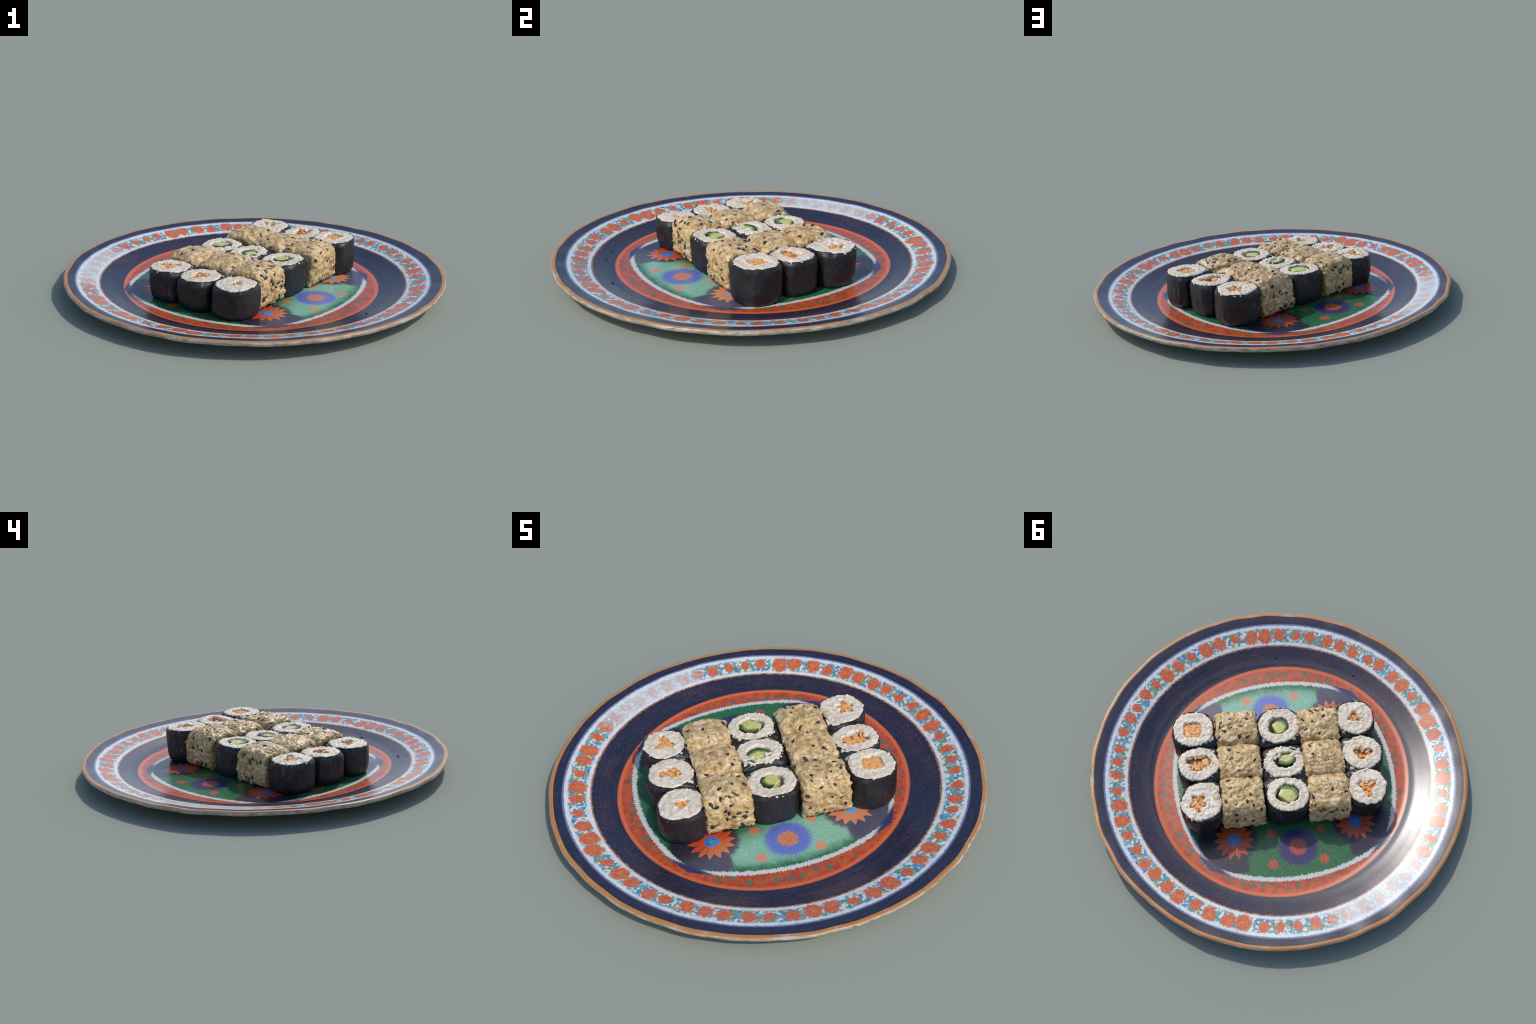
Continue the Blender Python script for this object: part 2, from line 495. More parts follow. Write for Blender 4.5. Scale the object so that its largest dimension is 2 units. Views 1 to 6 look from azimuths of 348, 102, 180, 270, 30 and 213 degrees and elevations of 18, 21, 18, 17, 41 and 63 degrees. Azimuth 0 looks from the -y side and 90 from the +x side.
def seed_mesh():
    v = GV.copy()
    taper = 1 - 0.45 * np.clip(v[:, 2], -1, 1) * 0.9
    v[:, 0] *= 0.0048 * taper; v[:, 1] *= 0.0030 * taper; v[:, 2] *= 0.0088
    me = bpy.data.meshes.new('sesame_seed')
    me.from_pydata(v.tolist(), [], GF)
    me.polygons.foreach_set('use_smooth', [True] * len(me.polygons))
    return me


SEED = seed_mesh(); SEED.materials.append(MAT['seed'])
SEED_BROWN = SEED.copy(); SEED_BROWN.materials[0] = MAT['brown']


def lay(o, p, n, rng, sink=0.0, scale=None):
    """Lay an object whose long axis is its z flat on a surface."""
    n = Vector(n).normalized()
    t = Vector((rng.gauss(0, 1), rng.gauss(0, 1), rng.gauss(0, 1)))
    t = (t - n * t.dot(n)).normalized()
    s = n.cross(t)
    M = Matrix((( -s.x, n.x, t.x), (-s.y, n.y, t.y), (-s.z, n.z, t.z))).to_4x4()
    M.translation = Vector(p) - n * sink
    sc = scale or rng.uniform(0.85, 1.2)
    o.matrix_local = M @ Matrix.Diagonal((sc, sc, sc * rng.uniform(0.9, 1.15), 1))


# ------------------------------------------------------------------ plate
def plate():
    seg = 288
    base = empty('plate', (0, 0, 0), 0, 'round glazed plate painted with flowers, navy and gold rim', 'plate')
    top = [(0.0, 0.0122), (0.10, 0.0122), (0.22, 0.0122), (0.34, 0.0122), (0.46, 0.0123), (0.56, 0.0125), (0.63, 0.0130),
           (0.665, 0.0140), (0.682, 0.0158), (0.692, 0.0180), (0.702, 0.0196), (0.716, 0.0208), (0.735, 0.0245),
           (0.765, 0.0330), (0.805, 0.0440), (0.845, 0.0550), (0.885, 0.0655), (0.925, 0.0752), (0.955, 0.0815), (0.980, 0.0862)]
    lip = [(0.980, 0.0862), (0.990, 0.0876), (0.9965, 0.0868), (1.0005, 0.0830), (1.0010, 0.0760), (0.999, 0.0690), (0.992, 0.0640), (0.980, 0.0620)]
    under = [(0.980, 0.0620), (0.94, 0.0545), (0.88, 0.0430), (0.80, 0.0265), (0.74, 0.0150), (0.70, 0.0062), (0.680, 0.0012), (0.665, 0.0), (0.650, 0.0010),
             (0.637, 0.0045), (0.40, 0.0050), (0.20, 0.0050), (0.0, 0.0050)]

    def resample(prof, n):
        out = []
        for (a, b) in zip(prof[:-1], prof[1:]):
            k = max(1, int(math.hypot(b[0] - a[0], b[1] - a[1]) / n))
            out += [(a[0] + (b[0] - a[0]) * i / k, a[1] + (b[1] - a[1]) * i / k) for i in range(k)]
        return out + [prof[-1]]
    sections = [('well', [p for p in top if p[0] <= 0.692], 'glaze'), ('rim', [p for p in top if p[0] >= 0.692], 'glaze'),
                ('edge', lip, 'gilt'), ('underside', under, 'back')]
    prof, owner = [], []
    for name, pr, mat in sections:
        rs = resample(pr, 0.02)
        if prof:
            rs = rs[1:]
        owner += [name] * (len(rs) - (0 if prof else 1))
        prof += rs

    def wobble(r, z, t):
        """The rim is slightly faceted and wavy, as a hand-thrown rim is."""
        k = max(0.0, (r - 0.72) / 0.28) ** 1.5
        x, y = math.cos(t), math.sin(t)
        ripple = 0.0010 * math.sin(26 * t + 4 * nz(x, y, 0, 1.3, 2)) + 0.005 * nz(x, y, 0, 4.0, 5) + 0.004 * nz(x, y, 0, 9.0, 8)
        up = 0.0024 * nz(x, y, 0.4, 3.0, 11) + 0.0008 * math.sin(26 * t + 1 + 4 * nz(x, y, 0, 1.5, 3)) + 0.0016 * nz(x, y, 0.4, 8.0, 12)
        # the well is slightly oval, so the wall starts a little sooner along x
        oval = 0.0045 * x * x * max(0.0, 1 - abs(r - 0.79) / 0.13) if z > 0.013 else 0.0
        return r + k * (ripple - 0.001), z + (k * up if z > 0.03 else 0) + oval
    verts, idx = [], []
    for r, z in prof:
        if r == 0:
            idx.append([len(verts)] * seg); verts.append((0, 0, z)); continue
        row = []
        for i in range(seg):
            t = TAU * i / seg
            q, h = wobble(r, z, t)
            row.append(len(verts)); verts.append((q * math.cos(t), q * math.sin(t), h))
        idx.append(row)
    faces = {}
    allf = []
    for k in range(len(prof) - 1):
        for i in range(seg):
            j = (i + 1) % seg
            f = list(dict.fromkeys((idx[k][i], idx[k + 1][i], idx[k + 1][j], idx[k][j])))
            faces.setdefault(owner[k], []).append(f); allf.append(f)
    whole = bpy.data.meshes.new('whole'); whole.from_pydata(verts, [], allf)
    normals = [v.normal.copy() for v in whole.vertices]
    for name, pr, mat in sections:
        used = sorted({i for f in faces[name] for i in f}); m = {o: n for n, o in enumerate(used)}
        me = bpy.data.meshes.new(name)
        me.from_pydata([verts[i] for i in used], [], [[m[i] for i in f] for f in faces[name]])
        me.materials.append(MAT[mat])
        me.polygons.foreach_set('use_smooth', [True] * len(me.polygons))
        me.normals_split_custom_set_from_vertices([normals[i] for i in used])
        add_object(name, me, base)
    bpy.data.meshes.remove(whole)
    # stray crumbs on the wall
    rng = random.Random(77)
    for x, y, z, s in ((0.437, -0.591, 0.026, 1.3), (0.139, -0.729, 0.026, 0.9), (0.010, -0.742, 0.03, 0.9), (0.56, -0.45, 0.0215, 0.7), (-0.03, -0.79, 0.04, 0.7)):
        me = SEED
        o = add_object('crumb', me, base)
        lay(o, (x, y, z), (0, 0, 1), rng, scale=s)
    return base


# ------------------------------------------------------------------ seaweed roll
def hole_radius(t, hx, hy, lobes, amp, phase, seed):
    r = 1.0 / math.sqrt((math.cos(t) / hx) ** 2 + (math.sin(t) / hy) ** 2)
    w = 1 + amp * math.cos(lobes * (t - phase)) if lobes else 1.0
    return max(0.006, r * w * (1 + 0.16 * nz(math.cos(t), math.sin(t), 0, 2.6, seed)))


def seaweed_roll(spec):
    kind = spec['fill']
    cx, cy, top = spec['at']
    a, b = spec['size']
    seed = spec['seed']; rng = random.Random(seed)
    h = top - FLOOR
    lab = {'carrot': 'seaweed roll with white rice and orange carrot', 'cucumber': 'seaweed roll with white rice and green cucumber'}[kind]
    base = empty(kind + '_roll', (cx, cy, FLOOR), ROW_ANGLE + spec.get('turn', 0.0), lab, 'sushi')
    p = spec.get('square', 2.12)
    ph = rng.uniform(0, TAU)
    lean = spec.get('lean', (0.0, 0.0))     # tilt of the top face, rise per metre along local x and y

    def outline(t, z, grow=0.0):
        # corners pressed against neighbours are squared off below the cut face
        sink = min(1.0, max(0.0, (h - z - 0.004) / 0.018))
        cx1, cy1 = 1 if math.cos(t) > 0 else -1, 1 if math.sin(t) > 0 else -1
        inner = (cx1 in spec['inner_x']) and (cy1 in spec['inner_y'])
        half = (cx1 in spec['inner_x']) != (cy1 in spec['inner_y'])     # one neighbour only
        x, y = superellipse(t, a, b, p + (4.5 * sink if inner else 0.9 * sink if half else 0.0))
        u = z / h
        foot = max(0.0, 1 - z / 0.045) ** 2
        k = 1.0 + 0.010 * math.sin(math.pi * u) - 0.006 * u - 0.045 * (1 - u) - 0.10 * foot
        if inner:
            k += 0.045 * (1 - u) + 0.06 * sink
        d = 0.008 * nz(x, y, z * 0.45, 12, seed) + 0.0034 * nz(x, y, z * 0.6, 38, seed + 4)
        r = math.hypot(x, y)
        f = (k * r + d + grow) / r
        return x * f, y * f

    def rise(x, y):
        return lean[0] * x + lean[1] * y + 0.006 * nz(x, y, 0, 9, seed + 9)

    # --- seaweed sheet: overlapping wrapper with wrinkles and a ragged top edge
    n = 120
    zs = [0.0, 0.004, 0.012] + [0.012 + (h - 0.042) * i / 10 for i in range(1, 11)] + [h - q for q in (0.024, 0.019, 0.014, 0.010, 0.007, 0.004, 0.002, 0.0)]
    flap0 = rng.uniform(0, TAU)
    th = [TAU * i / n for i in range(n)]

    def sheet(grow, shave):
        rings = []
        for z in zs:
            ring = []
            for t in th:
                d = (t - flap0) % TAU
                g = grow + (0.0035 * (1 if d < 0.7 else 0))
                if z < 0.006:
                    g -= 0.004 * (1 - z / 0.006)
                x, y = outline(t, z, g)
                ex, ey = superellipse(t, a, b, p)
                u = (z / h) ** 3
                edge = rise(ex, ey) - 0.002 + 0.0055 * nz(ex, ey, 0, 45, seed + 21) - shave
                tuck = 1 - 0.030 * max(0, z / h - 0.9) / 0.1
                ring.append((x * tuck, y * tuck, z + u * edge))
            rings.append(ring)
        return rings
    out, inn = sheet(0.0035, 0.0), sheet(0.0, 0.0004)
    v, f = loft(out + inn[::-1], False, False)
    m = len(out) * 2
    for i in range(n):                       # join inner sheet's foot to the outer one's
        j = (i + 1) % n
        f.append(((m - 1) * n + i, (m - 1) * n + j, j, i))
    add_mesh('seaweed_wrap', v, f, MAT['nori'], base)

    # --- rice body with a cavity for the filling
    hx0, hy0, hrx, hry, lobes, amp, phase = spec['hole']
    depth = spec.get('depth', 0.03)
    n2 = 96
    rings = []
    for z, s in ((0.001, 0.95), (0.03, 0.97), (h * 0.6, 0.97), (h - 0.028, 0.97), (h - 0.018, 0.96), (h - 0.010, 0.955), (h - 0.004, 0.955)):
        rings.append([(outline(TAU * i / n2, z)[0] * s, outline(TAU * i / n2, z)[1] * s,
                       z + (rise(*outline(TAU * i / n2, z)) if z > h - 0.02 else 0)) for i in range(n2)])
    outer = [(outline(TAU * i / n2, h)[0] * 0.95, outline(TAU * i / n2, h)[1] * 0.95) for i in range(n2)]
    hole = []
    for i in range(n2):
        t = TAU * i / n2
        q = hole_radius(t, hrx, hry, lobes, amp, phase, seed + 40)
        hole.append((hx0 + q * math.cos(t), hy0 + q * math.sin(t)))

    def surf(x, y):
        e = (abs(x / a) ** p + abs(y / b) ** p)
        return h + 0.001 - 0.005 * max(0, e - 0.5) + rise(x, y) + 0.003 * nz(x, y, 0, 30, seed + 31)
    for k in (0.0, 0.12, 0.25, 0.4, 0.55, 0.7, 0.85, 0.96):
        rings.append([(o[0] + (q[0] - o[0]) * k, o[1] + (q[1] - o[1]) * k, surf(o[0] + (q[0] - o[0]) * k, o[1] + (q[1] - o[1]) * k)) for o, q in zip(outer, hole)])
    for dz, s in ((-0.004, 1.0), (-0.012, 0.98), (-depth, 0.92)):
        rings.append([(hx0 + (q[0] - hx0) * s, hy0 + (q[1] - hy0) * s, h + dz) for q in hole])
    mass = loft(rings)

    # --- rice grains bedded in the cut face and round the cavity
    places = []
    tries = 0
    while len(places) < 210 and tries < 4000:
        tries += 1
        t = rng.uniform(0, TAU)
        i = int(t / TAU * n2) % n2
        k = 0.035 + 0.965 * rng.random() ** 0.8
        if kind == 'carrot' and k > 0.97:
            continue
        o, q = outer[i], hole[i]
        x, y = o[0] * 1.02 + (q[0] - o[0]) * k, o[1] * 1.02 + (q[1] - o[1]) * k
        if any((x - P[0][0]) ** 2 + (y - P[0][1]) ** 2 < 0.0082 ** 2 for P in places):
            continue
        nx, ny = (x, y) if k < 0.12 else (hx0 - x, hy0 - y) if k > 0.85 else (0, 0)
        l = max(1e-5, math.hypot(nx, ny))
        nrm = (nx / l * 0.7, ny / l * 0.7, 0.8) if l > 1e-4 else (0, 0, 1)
        places.append(((x, y, surf(x, y) - 0.0025 + rng.uniform(-0.0024, -0.0002)), nrm))
    for _ in range(14):                      # grains on the cavity wall
        i = rng.randrange(n2); q = hole[i]
        d = (hx0 - q[0], hy0 - q[1]); l = max(1e-5, math.hypot(*d))
        places.append(((q[0], q[1], h - rng.uniform(0.006, min(depth, 0.03))), (d[0] / l, d[1] / l, 0.2)))
    for (lx, ly, lz, count, spread) in spec.get('lumps', ()):    # loose clumps
        for _ in range(count):
            places.append(((lx + rng.gauss(0, spread), ly + rng.gauss(0, spread), h + lz + rng.uniform(-0.004, 0.004)), (rng.gauss(0, .5), rng.gauss(0, .5), 1)))
    fuse('rice', [mass, grains(places, rng, 0.026, 0.0150, 0.8)], MAT['rice'], base, 0.0029, 3)

    # --- filling
    if kind == 'carrot':
        stick = rounded_chip('carrot_stick', seed, MAT['carrot'])
        for k, (sx, sy, wx, wy, sink, turn) in enumerate(spec['pieces']):
            o = add_object('carrot_stick', stick if k % 2 == 0 else stick2(stick), base)
            o.location = (sx, sy, h - sink - 0.022 + rise(sx, sy))
            o.rotation_euler = (rng.uniform(-.12, .12), rng.uniform(-.12, .12), turn)
            o.scale = (wx, wy, 0.044)
        shreds = []
        for _ in range(spec.get('shreds', 9)):
            i = rng.randrange(n2); q = hole[i]; k = rng.uniform(0.35, 1.25)
            x, y = hx0 + (q[0] - hx0) * k, hy0 + (q[1] - hy0) * k
            shreds.append(((x, y, h - 0.001 - (0.006 if k < 0.9 else 0.001) + rise(x, y)), (rng.gauss(0, .5), rng.gauss(0, .5), 1)))
        v, f = grains(shreds, rng, 0.032, 0.0105)
        add_mesh('carrot_shred', v, f, MAT['carrot'], base)['kind'] = 'stuff'
        # mashed carrot at the bottom of the cavity
        rings = [[(hx0 + (q[0] - hx0) * s, hy0 + (q[1] - hy0) * s, h - spec.get('mash', 0.012) + dz + 0.003 * nz(q[0], q[1], s, 60, seed)) for q in hole]
                 for s, dz in ((1.02, -0.02), (1.02, -0.001), (0.7, 0.001), (0.35, 0.0015), (0.08, 0.001))]
        v, f = loft(rings)
        add_mesh('carrot_mash', v, f, MAT['carrot'], base)
    else:
        cucumber(base, spec, h, rng)
    for hx, hy, hz, ang, ln in spec.get('herbs', ()):
        herb(base, (hx, hy, h + hz), ang, ln, rng)
    for hx, hy, hz, s in spec.get('pickles', ()):
        v, f = grains([((hx, hy, h + hz), (0, 0, 1))], rng, 0.05 * s, 0.036 * s, 0.28)
        add_mesh('pickle_slice', v, f, MAT['pickle'], base)
    return base


_second = {}


def stick2(me):
    """A second, mirrored cut of the same stick."""
    if me.name not in _second:
        m = me.copy(); m.transform(Matrix.Rotation(2.1, 4, 'Z')); _second[me.name] = m
    return _second[me.name]


def rounded_chip(name, seed, mat):
    """Unit chip of cut vegetable: a box of about 1 x 1 x 1 with soft, uneven corners."""
    bm = bmesh.new()
    bmesh.ops.create_cube(bm, size=1.0)
    bmesh.ops.subdivide_edges(bm, edges=bm.edges, cuts=5, use_grid_fill=True)
    for v in bm.verts:
        q = v.co
        l = (abs(q.x * 2) ** 6 + abs(q.y * 2) ** 6 + abs(q.z * 2) ** 8) ** (1 / 6.5)
        q = q / max(l, 1e-3) * max(abs(q.x * 2), abs(q.y * 2), abs(q.z * 2))
        d = 0.09 * noise.noise(q * 2.1 + Vector((seed, 0, 0))) + 0.04 * noise.noise(q * 6 + Vector((0, seed, 0)))
        v.co = q * (1 + d)
    me = bpy.data.meshes.new(name); bm.to_mesh(me); bm.free()
    me.materials.append(mat)
    me.polygons.foreach_set('use_smooth', [True] * len(me.polygons))
    return me


def cucumber(base, spec, h, rng):
    """A wedge of cucumber: pale flesh, round skin side."""
    cx, cy, w, d, turn, sink = spec['wedge']      # centre, width along the cut, depth to the skin, direction of skin
    n = 28
    ca, sa = math.cos(turn), math.sin(turn)

    def place(u, v):
        return cx + ca * u - sa * v, cy + sa * u + ca * v
    skin_side = []
    for i in range(n + 1):
        s = -1 + 2 * i / n
        skin_side.append((d * (0.34 - 0.34 * s * s) + d * 0.16, w * 0.50 * s))
    core_side = [(-d * 0.42, w * 0.40), (-d * 0.50, w * 0.36), (-d * 0.50, 0.1 * w), (-d * 0.53, -w * 0.12), (-d * 0.50, -w * 0.36), (-d * 0.40, -w * 0.42)]
    outline = skin_side + core_side
    z1 = h - sink

    def ztop(x, y):
        return z1 + 0.004 * nz(x, y, 0, 30, spec['seed']) + spec.get('cut', 0.0) * (x - cx)

    def ring(pts, s, z):
        return [(*place(u * s, v * s), z) if z is not None else (*place(u * s, v * s), ztop(*place(u * s, v * s)) + (0.0015 if s < 0.9 else 0)) for u, v in pts]
    rings = [ring(outline, 1, 0.03), ring(outline, 1, z1 - 0.008)]
    tops = ring(outline, 0.975, None)
    rings += [[(q[0], q[1], t[2] - 0.002) for q, t in zip(ring(outline, 1, 0), tops)], tops, ring(outline, 0.85, None), ring(outline, 0.4, None)]
    v, f = loft(rings)
    flesh = add_mesh('cucumber', v, f, MAT['flesh'], base)
    # dark skin, and under it the green layer that fades into the flesh
    for name, t, out_, up, mat in (('cucumber_rind', 0.021, 0.0008, 0.0026, 'rind'), ('cucumber_skin', 0.0105, 0.0018, 0.0036, 'skin')):
        o_, i_ = [], []
        for (u, vv) in skin_side:
            l = math.hypot(u + d * 1.4, vv)
            t2 = t * (1 + 0.25 * nz(u, vv, 0, 60, spec['seed'] + 2))
            o_.append(((u + d * 1.4) * (1 + out_ / l) - d * 1.4, vv * (1 + out_ / l)))
            i_.append(((u + d * 1.4) * (1 - t2 / l) - d * 1.4, vv * (1 - t2 / l)))
        loop = o_ + i_[::-1]
        rings = [[(*place(*q), z) for q in loop] for z in (0.031, z1 - 0.01)]
        rings.append([(*place(*q), ztop(*place(*q)) + up) for q in loop])
        v, f = loft(rings)
        add_mesh(name, v, f, MAT[mat], flesh, smooth=False)


def herb(base, at, ang, ln, rng, normal=(0, 0, 1)):
    """A curved sliver of chopped green herb."""
    pts = []
    N = 8
    n = Vector(normal).normalized()
    t = Vector((math.cos(ang), math.sin(ang), 0)); t = (t - n * t.dot(n)).normalized(); s = n.cross(t)
    rings = []
    for i in range(N + 1):
        u = i / N - 0.5
        w = 0.0048 * math.sqrt(max(0.03, 1 - (2 * u) ** 2 * 0.93))
        c = Vector(at) + t * (u * ln) + s * (0.10 * ln * math.cos(3 * u)) + n * (0.004 * (1 - 8 * u * u) * 0.4)
        rings.append([tuple(c + s * (w * math.cos(q * TAU / 8)) + n * (0.0022 * math.sin(q * TAU / 8))) for q in range(8)])
    v, f = loft(rings)
    return add_mesh('herb_sliver', v, f, MAT['herb'], base)


# ------------------------------------------------------------------ rice-coated roll
def coated_roll(spec):
    cx, cy, top = spec['at']
    a, b = spec['size']
    seed = spec['seed']; rng = random.Random(seed)
    h = top - FLOOR
    base = empty('sesame_rice_roll', (cx, cy, FLOOR), ROW_ANGLE + spec.get('turn', 0.0), 'rice-coated roll, tan grains with black sesame seeds', 'sushi')
    flare = spec.get('flare', (0.0, 0.0))

    def shape(q):
        """Unit cube point to the rounded block: lying roll, squared by its neighbours."""
        x, y, z = q
        m = max(abs(x), abs(y), abs(z))
        l = (abs(y) ** 5.5 + abs(z) ** 5.5) ** (1 / 5.5)
        s = (max(abs(y), abs(z)) / l) if l > 1e-6 else 1
        y2, z2 = y * s, z * s
        e = max(0.0, abs(x) - 0.72) / 0.28
        s2 = 1 - 0.085 * e ** 2.2
        y2, z2 = y2 * s2, (z2 + 1) * (1 - 0.05 * e ** 2.2) - 1
        X, Y, Z = x * a, y2 * b, (z2 + 1) / 2 * h
        u = 1 - Z / h
        Y += flare[1] * b * u; X += flare[0] * a * u
        tuck = 1 - 0.07 * max(0.0, 1 - Z / 0.04) ** 2
        X *= (1 + 0.02 * u) * tuck
        Y *= (1 + 0.01 * u) * tuck
        Z -= (0.013 * y2 ** 2 + 0.012 * x * x) * (Z / h) - 0.005 * Z / h
        d = Vector((nz(X, Y, Z, 13, seed), nz(X, Y, Z, 13, seed + 50), nz(X, Y, Z, 13, seed + 90))) * 0.007
        d += Vector((nz(X, Y, Z, 34, seed), nz(X, Y, Z, 34, seed + 7), nz(X, Y, Z, 34, seed + 3))) * 0.003
        P = Vector((X, Y, Z)) + d * (1 if Z > 0.02 else 0.3)
        P.z = max(0.0004, P.z)
        return P
    bm = bmesh.new()
    bmesh.ops.create_cube(bm, size=2.0)
    bmesh.ops.subdivide_edges(bm, edges=bm.edges, cuts=17, use_grid_fill=True)
    for v in bm.verts:
        v.co = shape(v.co)
    bmesh.ops.recalc_face_normals(bm, faces=bm.faces)
    bm.verts.index_update()
    mass = ([v.co.copy() for v in bm.verts], [[v.index for v in f.verts] for f in bm.faces])
    tree = BVHTree.FromBMesh(bm)
    # grains, spread evenly over everything but the foot and the cut ends' middles
    places = []
    fs = [f for f in bm.faces if f.normal.z > -0.5]
    wts = np.cumsum([f.calc_area() for f in fs]); wts /= wts[-1]
    tries = 0
    grid = {}
    while len(places) < 430 and tries < 9000:
        tries += 1
        f = fs[int(np.searchsorted(wts, rng.random()))]
        vs = [v.co for v in f.verts]
        s, t = rng.random(), rng.random()
        P = vs[0].lerp(vs[1], s).lerp(vs[3].lerp(vs[2], s), t)
        if abs(f.normal.x) > 0.75 and abs(P.y) < b * 0.55 and 0.2 * h < P.z < 0.72 * h:
            continue
        key = tuple(int(c / 0.014) for c in P)
        near = [g for dx in (-1, 0, 1) for dy in (-1, 0, 1) for dz in (-1, 0, 1) for g in grid.get((key[0] + dx, key[1] + dy, key[2] + dz), ())]
        if any((g - P).length < 0.0138 for g in near):
            continue
        grid.setdefault(key, []).append(P)
        n = f.normal
        Q = P - n * rng.uniform(0.0020, 0.0066)
        if Q.z < 0.007:
            Q.z = 0.007
        places.append((Q, n))
    v, f = grains(places, rng, 0.042, 0.0220, 0.85)
    v = [(q[0], q[1], max(0.0006, q[2])) for q in v]
    body = fuse('rice_coat', [mass, (v, f)], MAT['coat'], base, 0.0031, 3)
    bm2 = bmesh.new(); bm2.from_mesh(body.data)
    tree2 = BVHTree.FromBMesh(bm2); bm2.free()
    # cut ends: ring of seaweed round a dark filling
    for sgn in (-1, 1):
        rings = []
        for r, dx in ((0.66, -0.02), (0.62, 0.0015), (0.56, 0.002), (0.54, -0.006), (0.2, -0.004), (0.03, -0.004)):
            ring = []
            for i in range(40):
                t = TAU * i / 40
                y, z = superellipse(t, b * r, h * 0.5 * r, 2.8)
                hit = tree.ray_cast(Vector((sgn * 0.3, y + flare[1] * b * 0.5, z + h * 0.5)), Vector((-sgn, 0, 0)))[0]
                ring.append(((hit.x if hit else sgn * a) + sgn * dx, y + flare[1] * b * 0.5, z + h * 0.5))
            rings.append(ring)
        v, f = loft(rings[:4], False, False); add_mesh('seaweed_ring', v, f, MAT['nori'], base)
        v, f = loft(rings[3:], False, True); add_mesh('filling', v, f, MAT['dark'], base)
    # sesame seeds
    def drop(o3, d, me_, sc=None):
        hit = tree2.ray_cast(Vector(o3), Vector(d))[0]
        if hit is None:
            return
        _, n, _, _ = tree.find_nearest(hit)
        o = add_object('sesame_seed', me_, base)
        lay(o, hit, n, rng, sink=rng.uniform(-0.0004, 0.0012), scale=sc)
    for dx, dy, *br in spec.get('seeds', ()):
        drop((dx * PX, -dy * PY, 0.4), (0, 0, -1), SEED_BROWN if br else SEED, rng.uniform(1.25, 1.6))
    for face, count in spec.get('side_seeds', ()):
        for _ in range(count):
            if face in 'fb':
                s = -1 if face == 'f' else 1
                drop((rng.uniform(-0.9, 0.9) * a, s * 0.4, rng.uniform(0.08, 0.92) * h), (0, -s, 0), SEED, rng.uniform(1.1, 1.6))
            elif face in 'lr':
                s = -1 if face == 'l' else 1
                drop((s * 0.4, rng.uniform(-0.8, 0.8) * b, rng.uniform(0.45, 0.95) * h), (-s, 0, 0), SEED, rng.uniform(0.9, 1.2))
            else:
                drop((rng.uniform(-0.9, 0.9) * a, rng.uniform(-0.9, 0.9) * b, 0.4), (0, 0, -1), SEED if rng.random() < 0.7 else SEED_BROWN, rng.uniform(0.45, 0.8))
    for dx, dy, ang, ln in spec.get('herbs', ()):
        hit, n, _, _ = tree2.ray_cast(Vector((dx * PX, -dy * PY, 0.4)), Vector((0, 0, -1)))
        if hit:
            herb(base, hit + Vector((0, 0, 0.002)), ang, ln, rng)
    for face, xx, zz, ang, ln in spec.get('side_herbs', ()):
        s = -1 if face == 'f' else 1
        hit, n, _, _ = tree2.ray_cast(Vector((xx, s * 0.4, zz)), Vector((0, -s, 0)))
        if hit:
            herb(base, hit + Vector((0, s * 0.001, 0)), ang, ln, rng, normal=(0, s, 0))
    bm.free()
    return base


# ------------------------------------------------------------------ the arrangement
def off(dx, dy):
    return dx * PX, -dy * PY


def hole(dx, dy, wx, wy, lobes=0, amp=0.0, phase=0.0):
    return (*off(dx, dy), wx * PX, wy * PY, lobes, amp, phase)


def sticks(*rows):
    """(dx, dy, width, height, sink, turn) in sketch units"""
    return [(*off(r[0], r[1]), r[2] * PX, r[3] * PY, r[4], math.radians(r[5])) for r in rows]


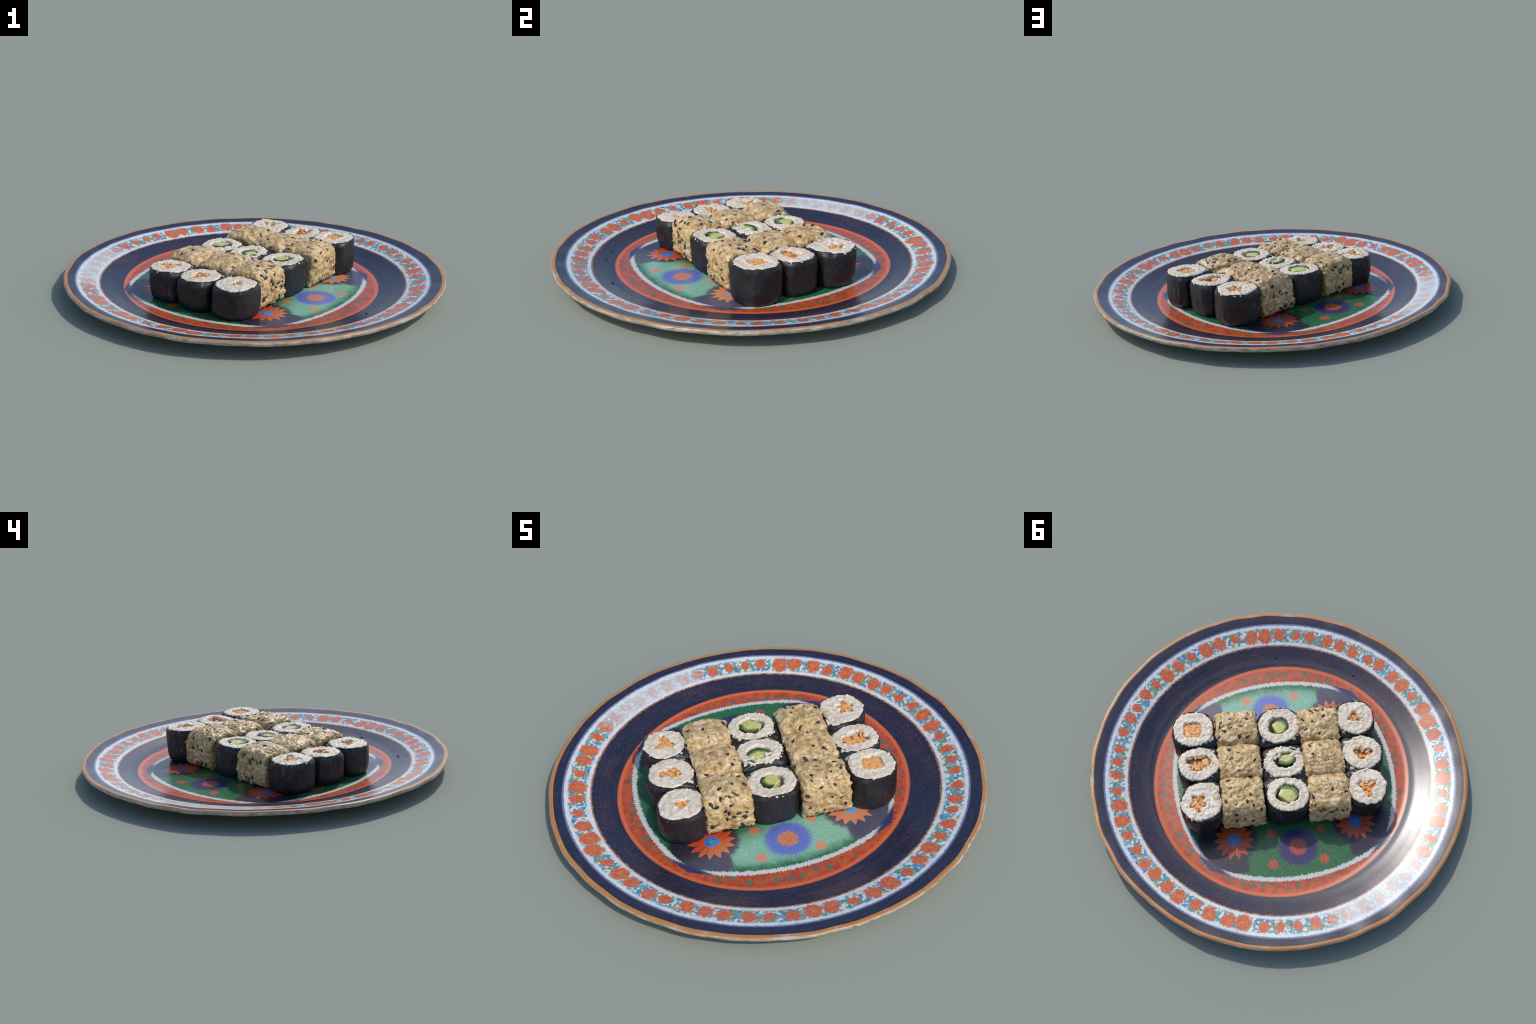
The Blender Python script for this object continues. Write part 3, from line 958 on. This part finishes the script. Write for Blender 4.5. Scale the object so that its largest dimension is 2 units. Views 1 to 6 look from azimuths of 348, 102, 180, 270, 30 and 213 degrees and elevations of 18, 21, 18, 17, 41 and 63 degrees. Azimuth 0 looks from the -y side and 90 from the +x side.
CARROT = [
    dict(at=(0.470, 0.125, 0.200), size=(0.109, 0.105), seed=11, hole=hole(-4, 14, 88, 72, 4, 0.10, 0.8), mash=0.007,
         pieces=sticks((-40, -8, 52, 60, .003, 5), (12, -18, 50, 50, .002, -8), (40, 10, 44, 70, .004, 4), (-30, 40, 50, 46, .005, 12), (10, 34, 52, 42, .003, -10), (-2, 8, 40, 40, .002, 30))),
    dict(at=(0.323, 0.272, 0.193), size=(0.108, 0.096), seed=12, hole=hole(-2, -8, 112, 66, 3, 0.10, 0.4), depth=0.045, mash=0.026,
         pieces=sticks((62, -18, 64, 70, .006, 6), (20, 12, 60, 44, .018, -15), (-30, 6, 70, 40, .020, 10), (-70, 18, 50, 34, .012, -8), (0, 30, 90, 26, .016, 0)),
         lumps=((*off(-78, 10), -.004, 5, .007),)),
    dict(at=(0.179, 0.437, 0.197), size=(0.106, 0.110), seed=13, hole=hole(-30, 12, 66, 66, 5, 0.22, 0.9), mash=0.014,
         pieces=sticks((-72, 10, 46, 44, .004, 20), (-58, -28, 40, 36, .010, -20), (-6, -12, 34, 64, .004, -12), (14, 18, 34, 34, .005, 20), (-20, 52, 34, 50, .006, 25), (-48, 36, 40, 30, .008, 0)),
         pickles=((*off(132, -22), 0.0015, 1.0),)),
    dict(at=(-0.184, -0.445, 0.171), size=(0.104, 0.102), seed=14, hole=hole(-8, 0, 56, 38, 3, 0.28, 1.5), mash=0.010,
         pieces=sticks((-8, 14, 46, 22, .003, 8), (24, -4, 40, 18, .004, 35), (8, 40, 22, 20, .005, 60), (-30, 8, 24, 20, .006, 0))),
    dict(at=(-0.331, -0.291, 0.171), size=(0.103, 0.101), seed=15, hole=hole(0, 8, 84, 46, 3, 0.22, 0.3), depth=0.045, mash=0.026,
         pieces=sticks((50, -8, 50, 24, .004, 30), (60, 14, 40, 18, .005, -12), (-50, 0, 26, 50, .006, 0), (-30, 40, 44, 20, .006, 15), (10, 26, 50, 22, .012, -10))),
    dict(at=(-0.460, -0.135, 0.178), size=(0.101, 0.105), seed=16, hole=hole(0, 10, 66, 66, 3, 0.38, -1.57), mash=0.012,
         pieces=sticks((-46, -22, 56, 36, .003, -12), (44, -26, 62, 32, .002, 22), (4, 16, 28, 60, .006, 15), (-14, 62, 34, 44, .003, 20), (20, -8, 34, 30, .003, -30), (-20, 6, 30, 26, .006, 0))),
]
CUCUMBER = [
    dict(at=(0.117, -0.160, 0.188), size=(0.112, 0.103), seed=21, hole=hole(-6, 4, 96, 78), depth=0.075,
         wedge=(*off(18, 8), 0.080, 0.078, math.radians(24), 0.001), lean=(0.0, 0.03)),
    dict(at=(-0.031, 0.002, 0.186), size=(0.110, 0.092), seed=22, hole=hole(8, -16, 108, 74, 3, 0.08, 0.5), depth=0.07, square=2.05,
         wedge=(*off(28, -18), 0.090, 0.058, math.radians(-82), 0.002), lumps=((*off(60, -94), .000, 10, .016), (*off(112, -44), -.002, 8, .012), (*off(-66, -58), .000, 8, .012)),
         herbs=((*off(92, -108), 0.006, 2.6, 0.042),)),
    dict(at=(-0.152, 0.146, 0.188), size=(0.111, 0.099), seed=23, hole=hole(2, -6, 108, 82), depth=0.075,
         wedge=(*off(14, -10), 0.102, 0.084, math.radians(50), 0.001), lean=(0.0, -0.02)),
]
COATED = [
    dict(at=(0.293, -0.019, 0.214), size=(0.106, 0.103), seed=31, flare=(0.0, -0.10),
         seeds=((-140, -25), (-148, 5), (-50, -52), (100, -45), (-115, 45), (-160, 90), (20, 108), (90, 112), (-15, 155, 1), (40, 20, 1), (-60, 20, 1)),
         side_seeds=(('f', 3), ('b', 10), ('r', 4), ('l', 6), ('t', 5))),
    dict(at=(0.160, 0.134, 0.209), size=(0.105, 0.104), seed=32,
         seeds=((-85, -95), (130, 23), (-10, 95), (-5, -55), (85, -140), (-75, -10, 1)), side_seeds=(('f', 3), ('b', 2), ('l', 6), ('r', 4), ('t', 4))),
    dict(at=(0.033, 0.284, 0.217), size=(0.104, 0.102), seed=33, flare=(0.0, -0.12),
         seeds=((71, 20), (35, 80), (85, 113), (-147, 60), (38, -130), (-112, -115), (-60, 90, 1)), side_seeds=(('f', 11), ('r', 5), ('l', 3), ('t', 4))),
    dict(at=(-0.048, -0.292, 0.205), size=(0.101, 0.103), seed=41, flare=(0.0, -0.05),
         seeds=((-10, 100), (45, -40), (-57, -7), (-145, -30), (-15, -115), (55, -115), (-120, 60)), side_seeds=(('b', 15), ('f', 2), ('l', 4), ('r', 4), ('t', 3)),
         herbs=((-60, -95, -0.9, 0.050),), side_herbs=(('b', 0.07, 0.075, 0.3, 0.042),)),
    dict(at=(-0.178, -0.141, 0.207), size=(0.101, 0.104), seed=42,
         seeds=((-102, -95), (-95, -5), (-15, -85, 1), (107, -138), (30, 50, 1)), side_seeds=(('l', 3), ('r', 4), ('t', 4))),
    dict(at=(-0.315, 0.004, 0.206), size=(0.101, 0.102), seed=43, flare=(0.0, 0.04),
         seeds=((135, 35), (23, 8), (-150, 50)), side_seeds=(('f', 10), ('r', 2), ('l', 4), ('t', 4))),
]

plate()
ROW_NEIGHBOURS = [(-1,), (-1, 1), (1,)]          # which sides of a roll touch the next one in its row
for k_, s_ in enumerate(CARROT):
    seaweed_roll(dict(s_, fill='carrot', inner_x=(1,) if k_ < 3 else (-1,), inner_y=ROW_NEIGHBOURS[k_ % 3]))
for k_, s_ in enumerate(CUCUMBER):
    seaweed_roll(dict(s_, fill='cucumber', inner_x=(-1, 1), inner_y=ROW_NEIGHBOURS[k_]))
for s_ in COATED:
    coated_roll(s_)
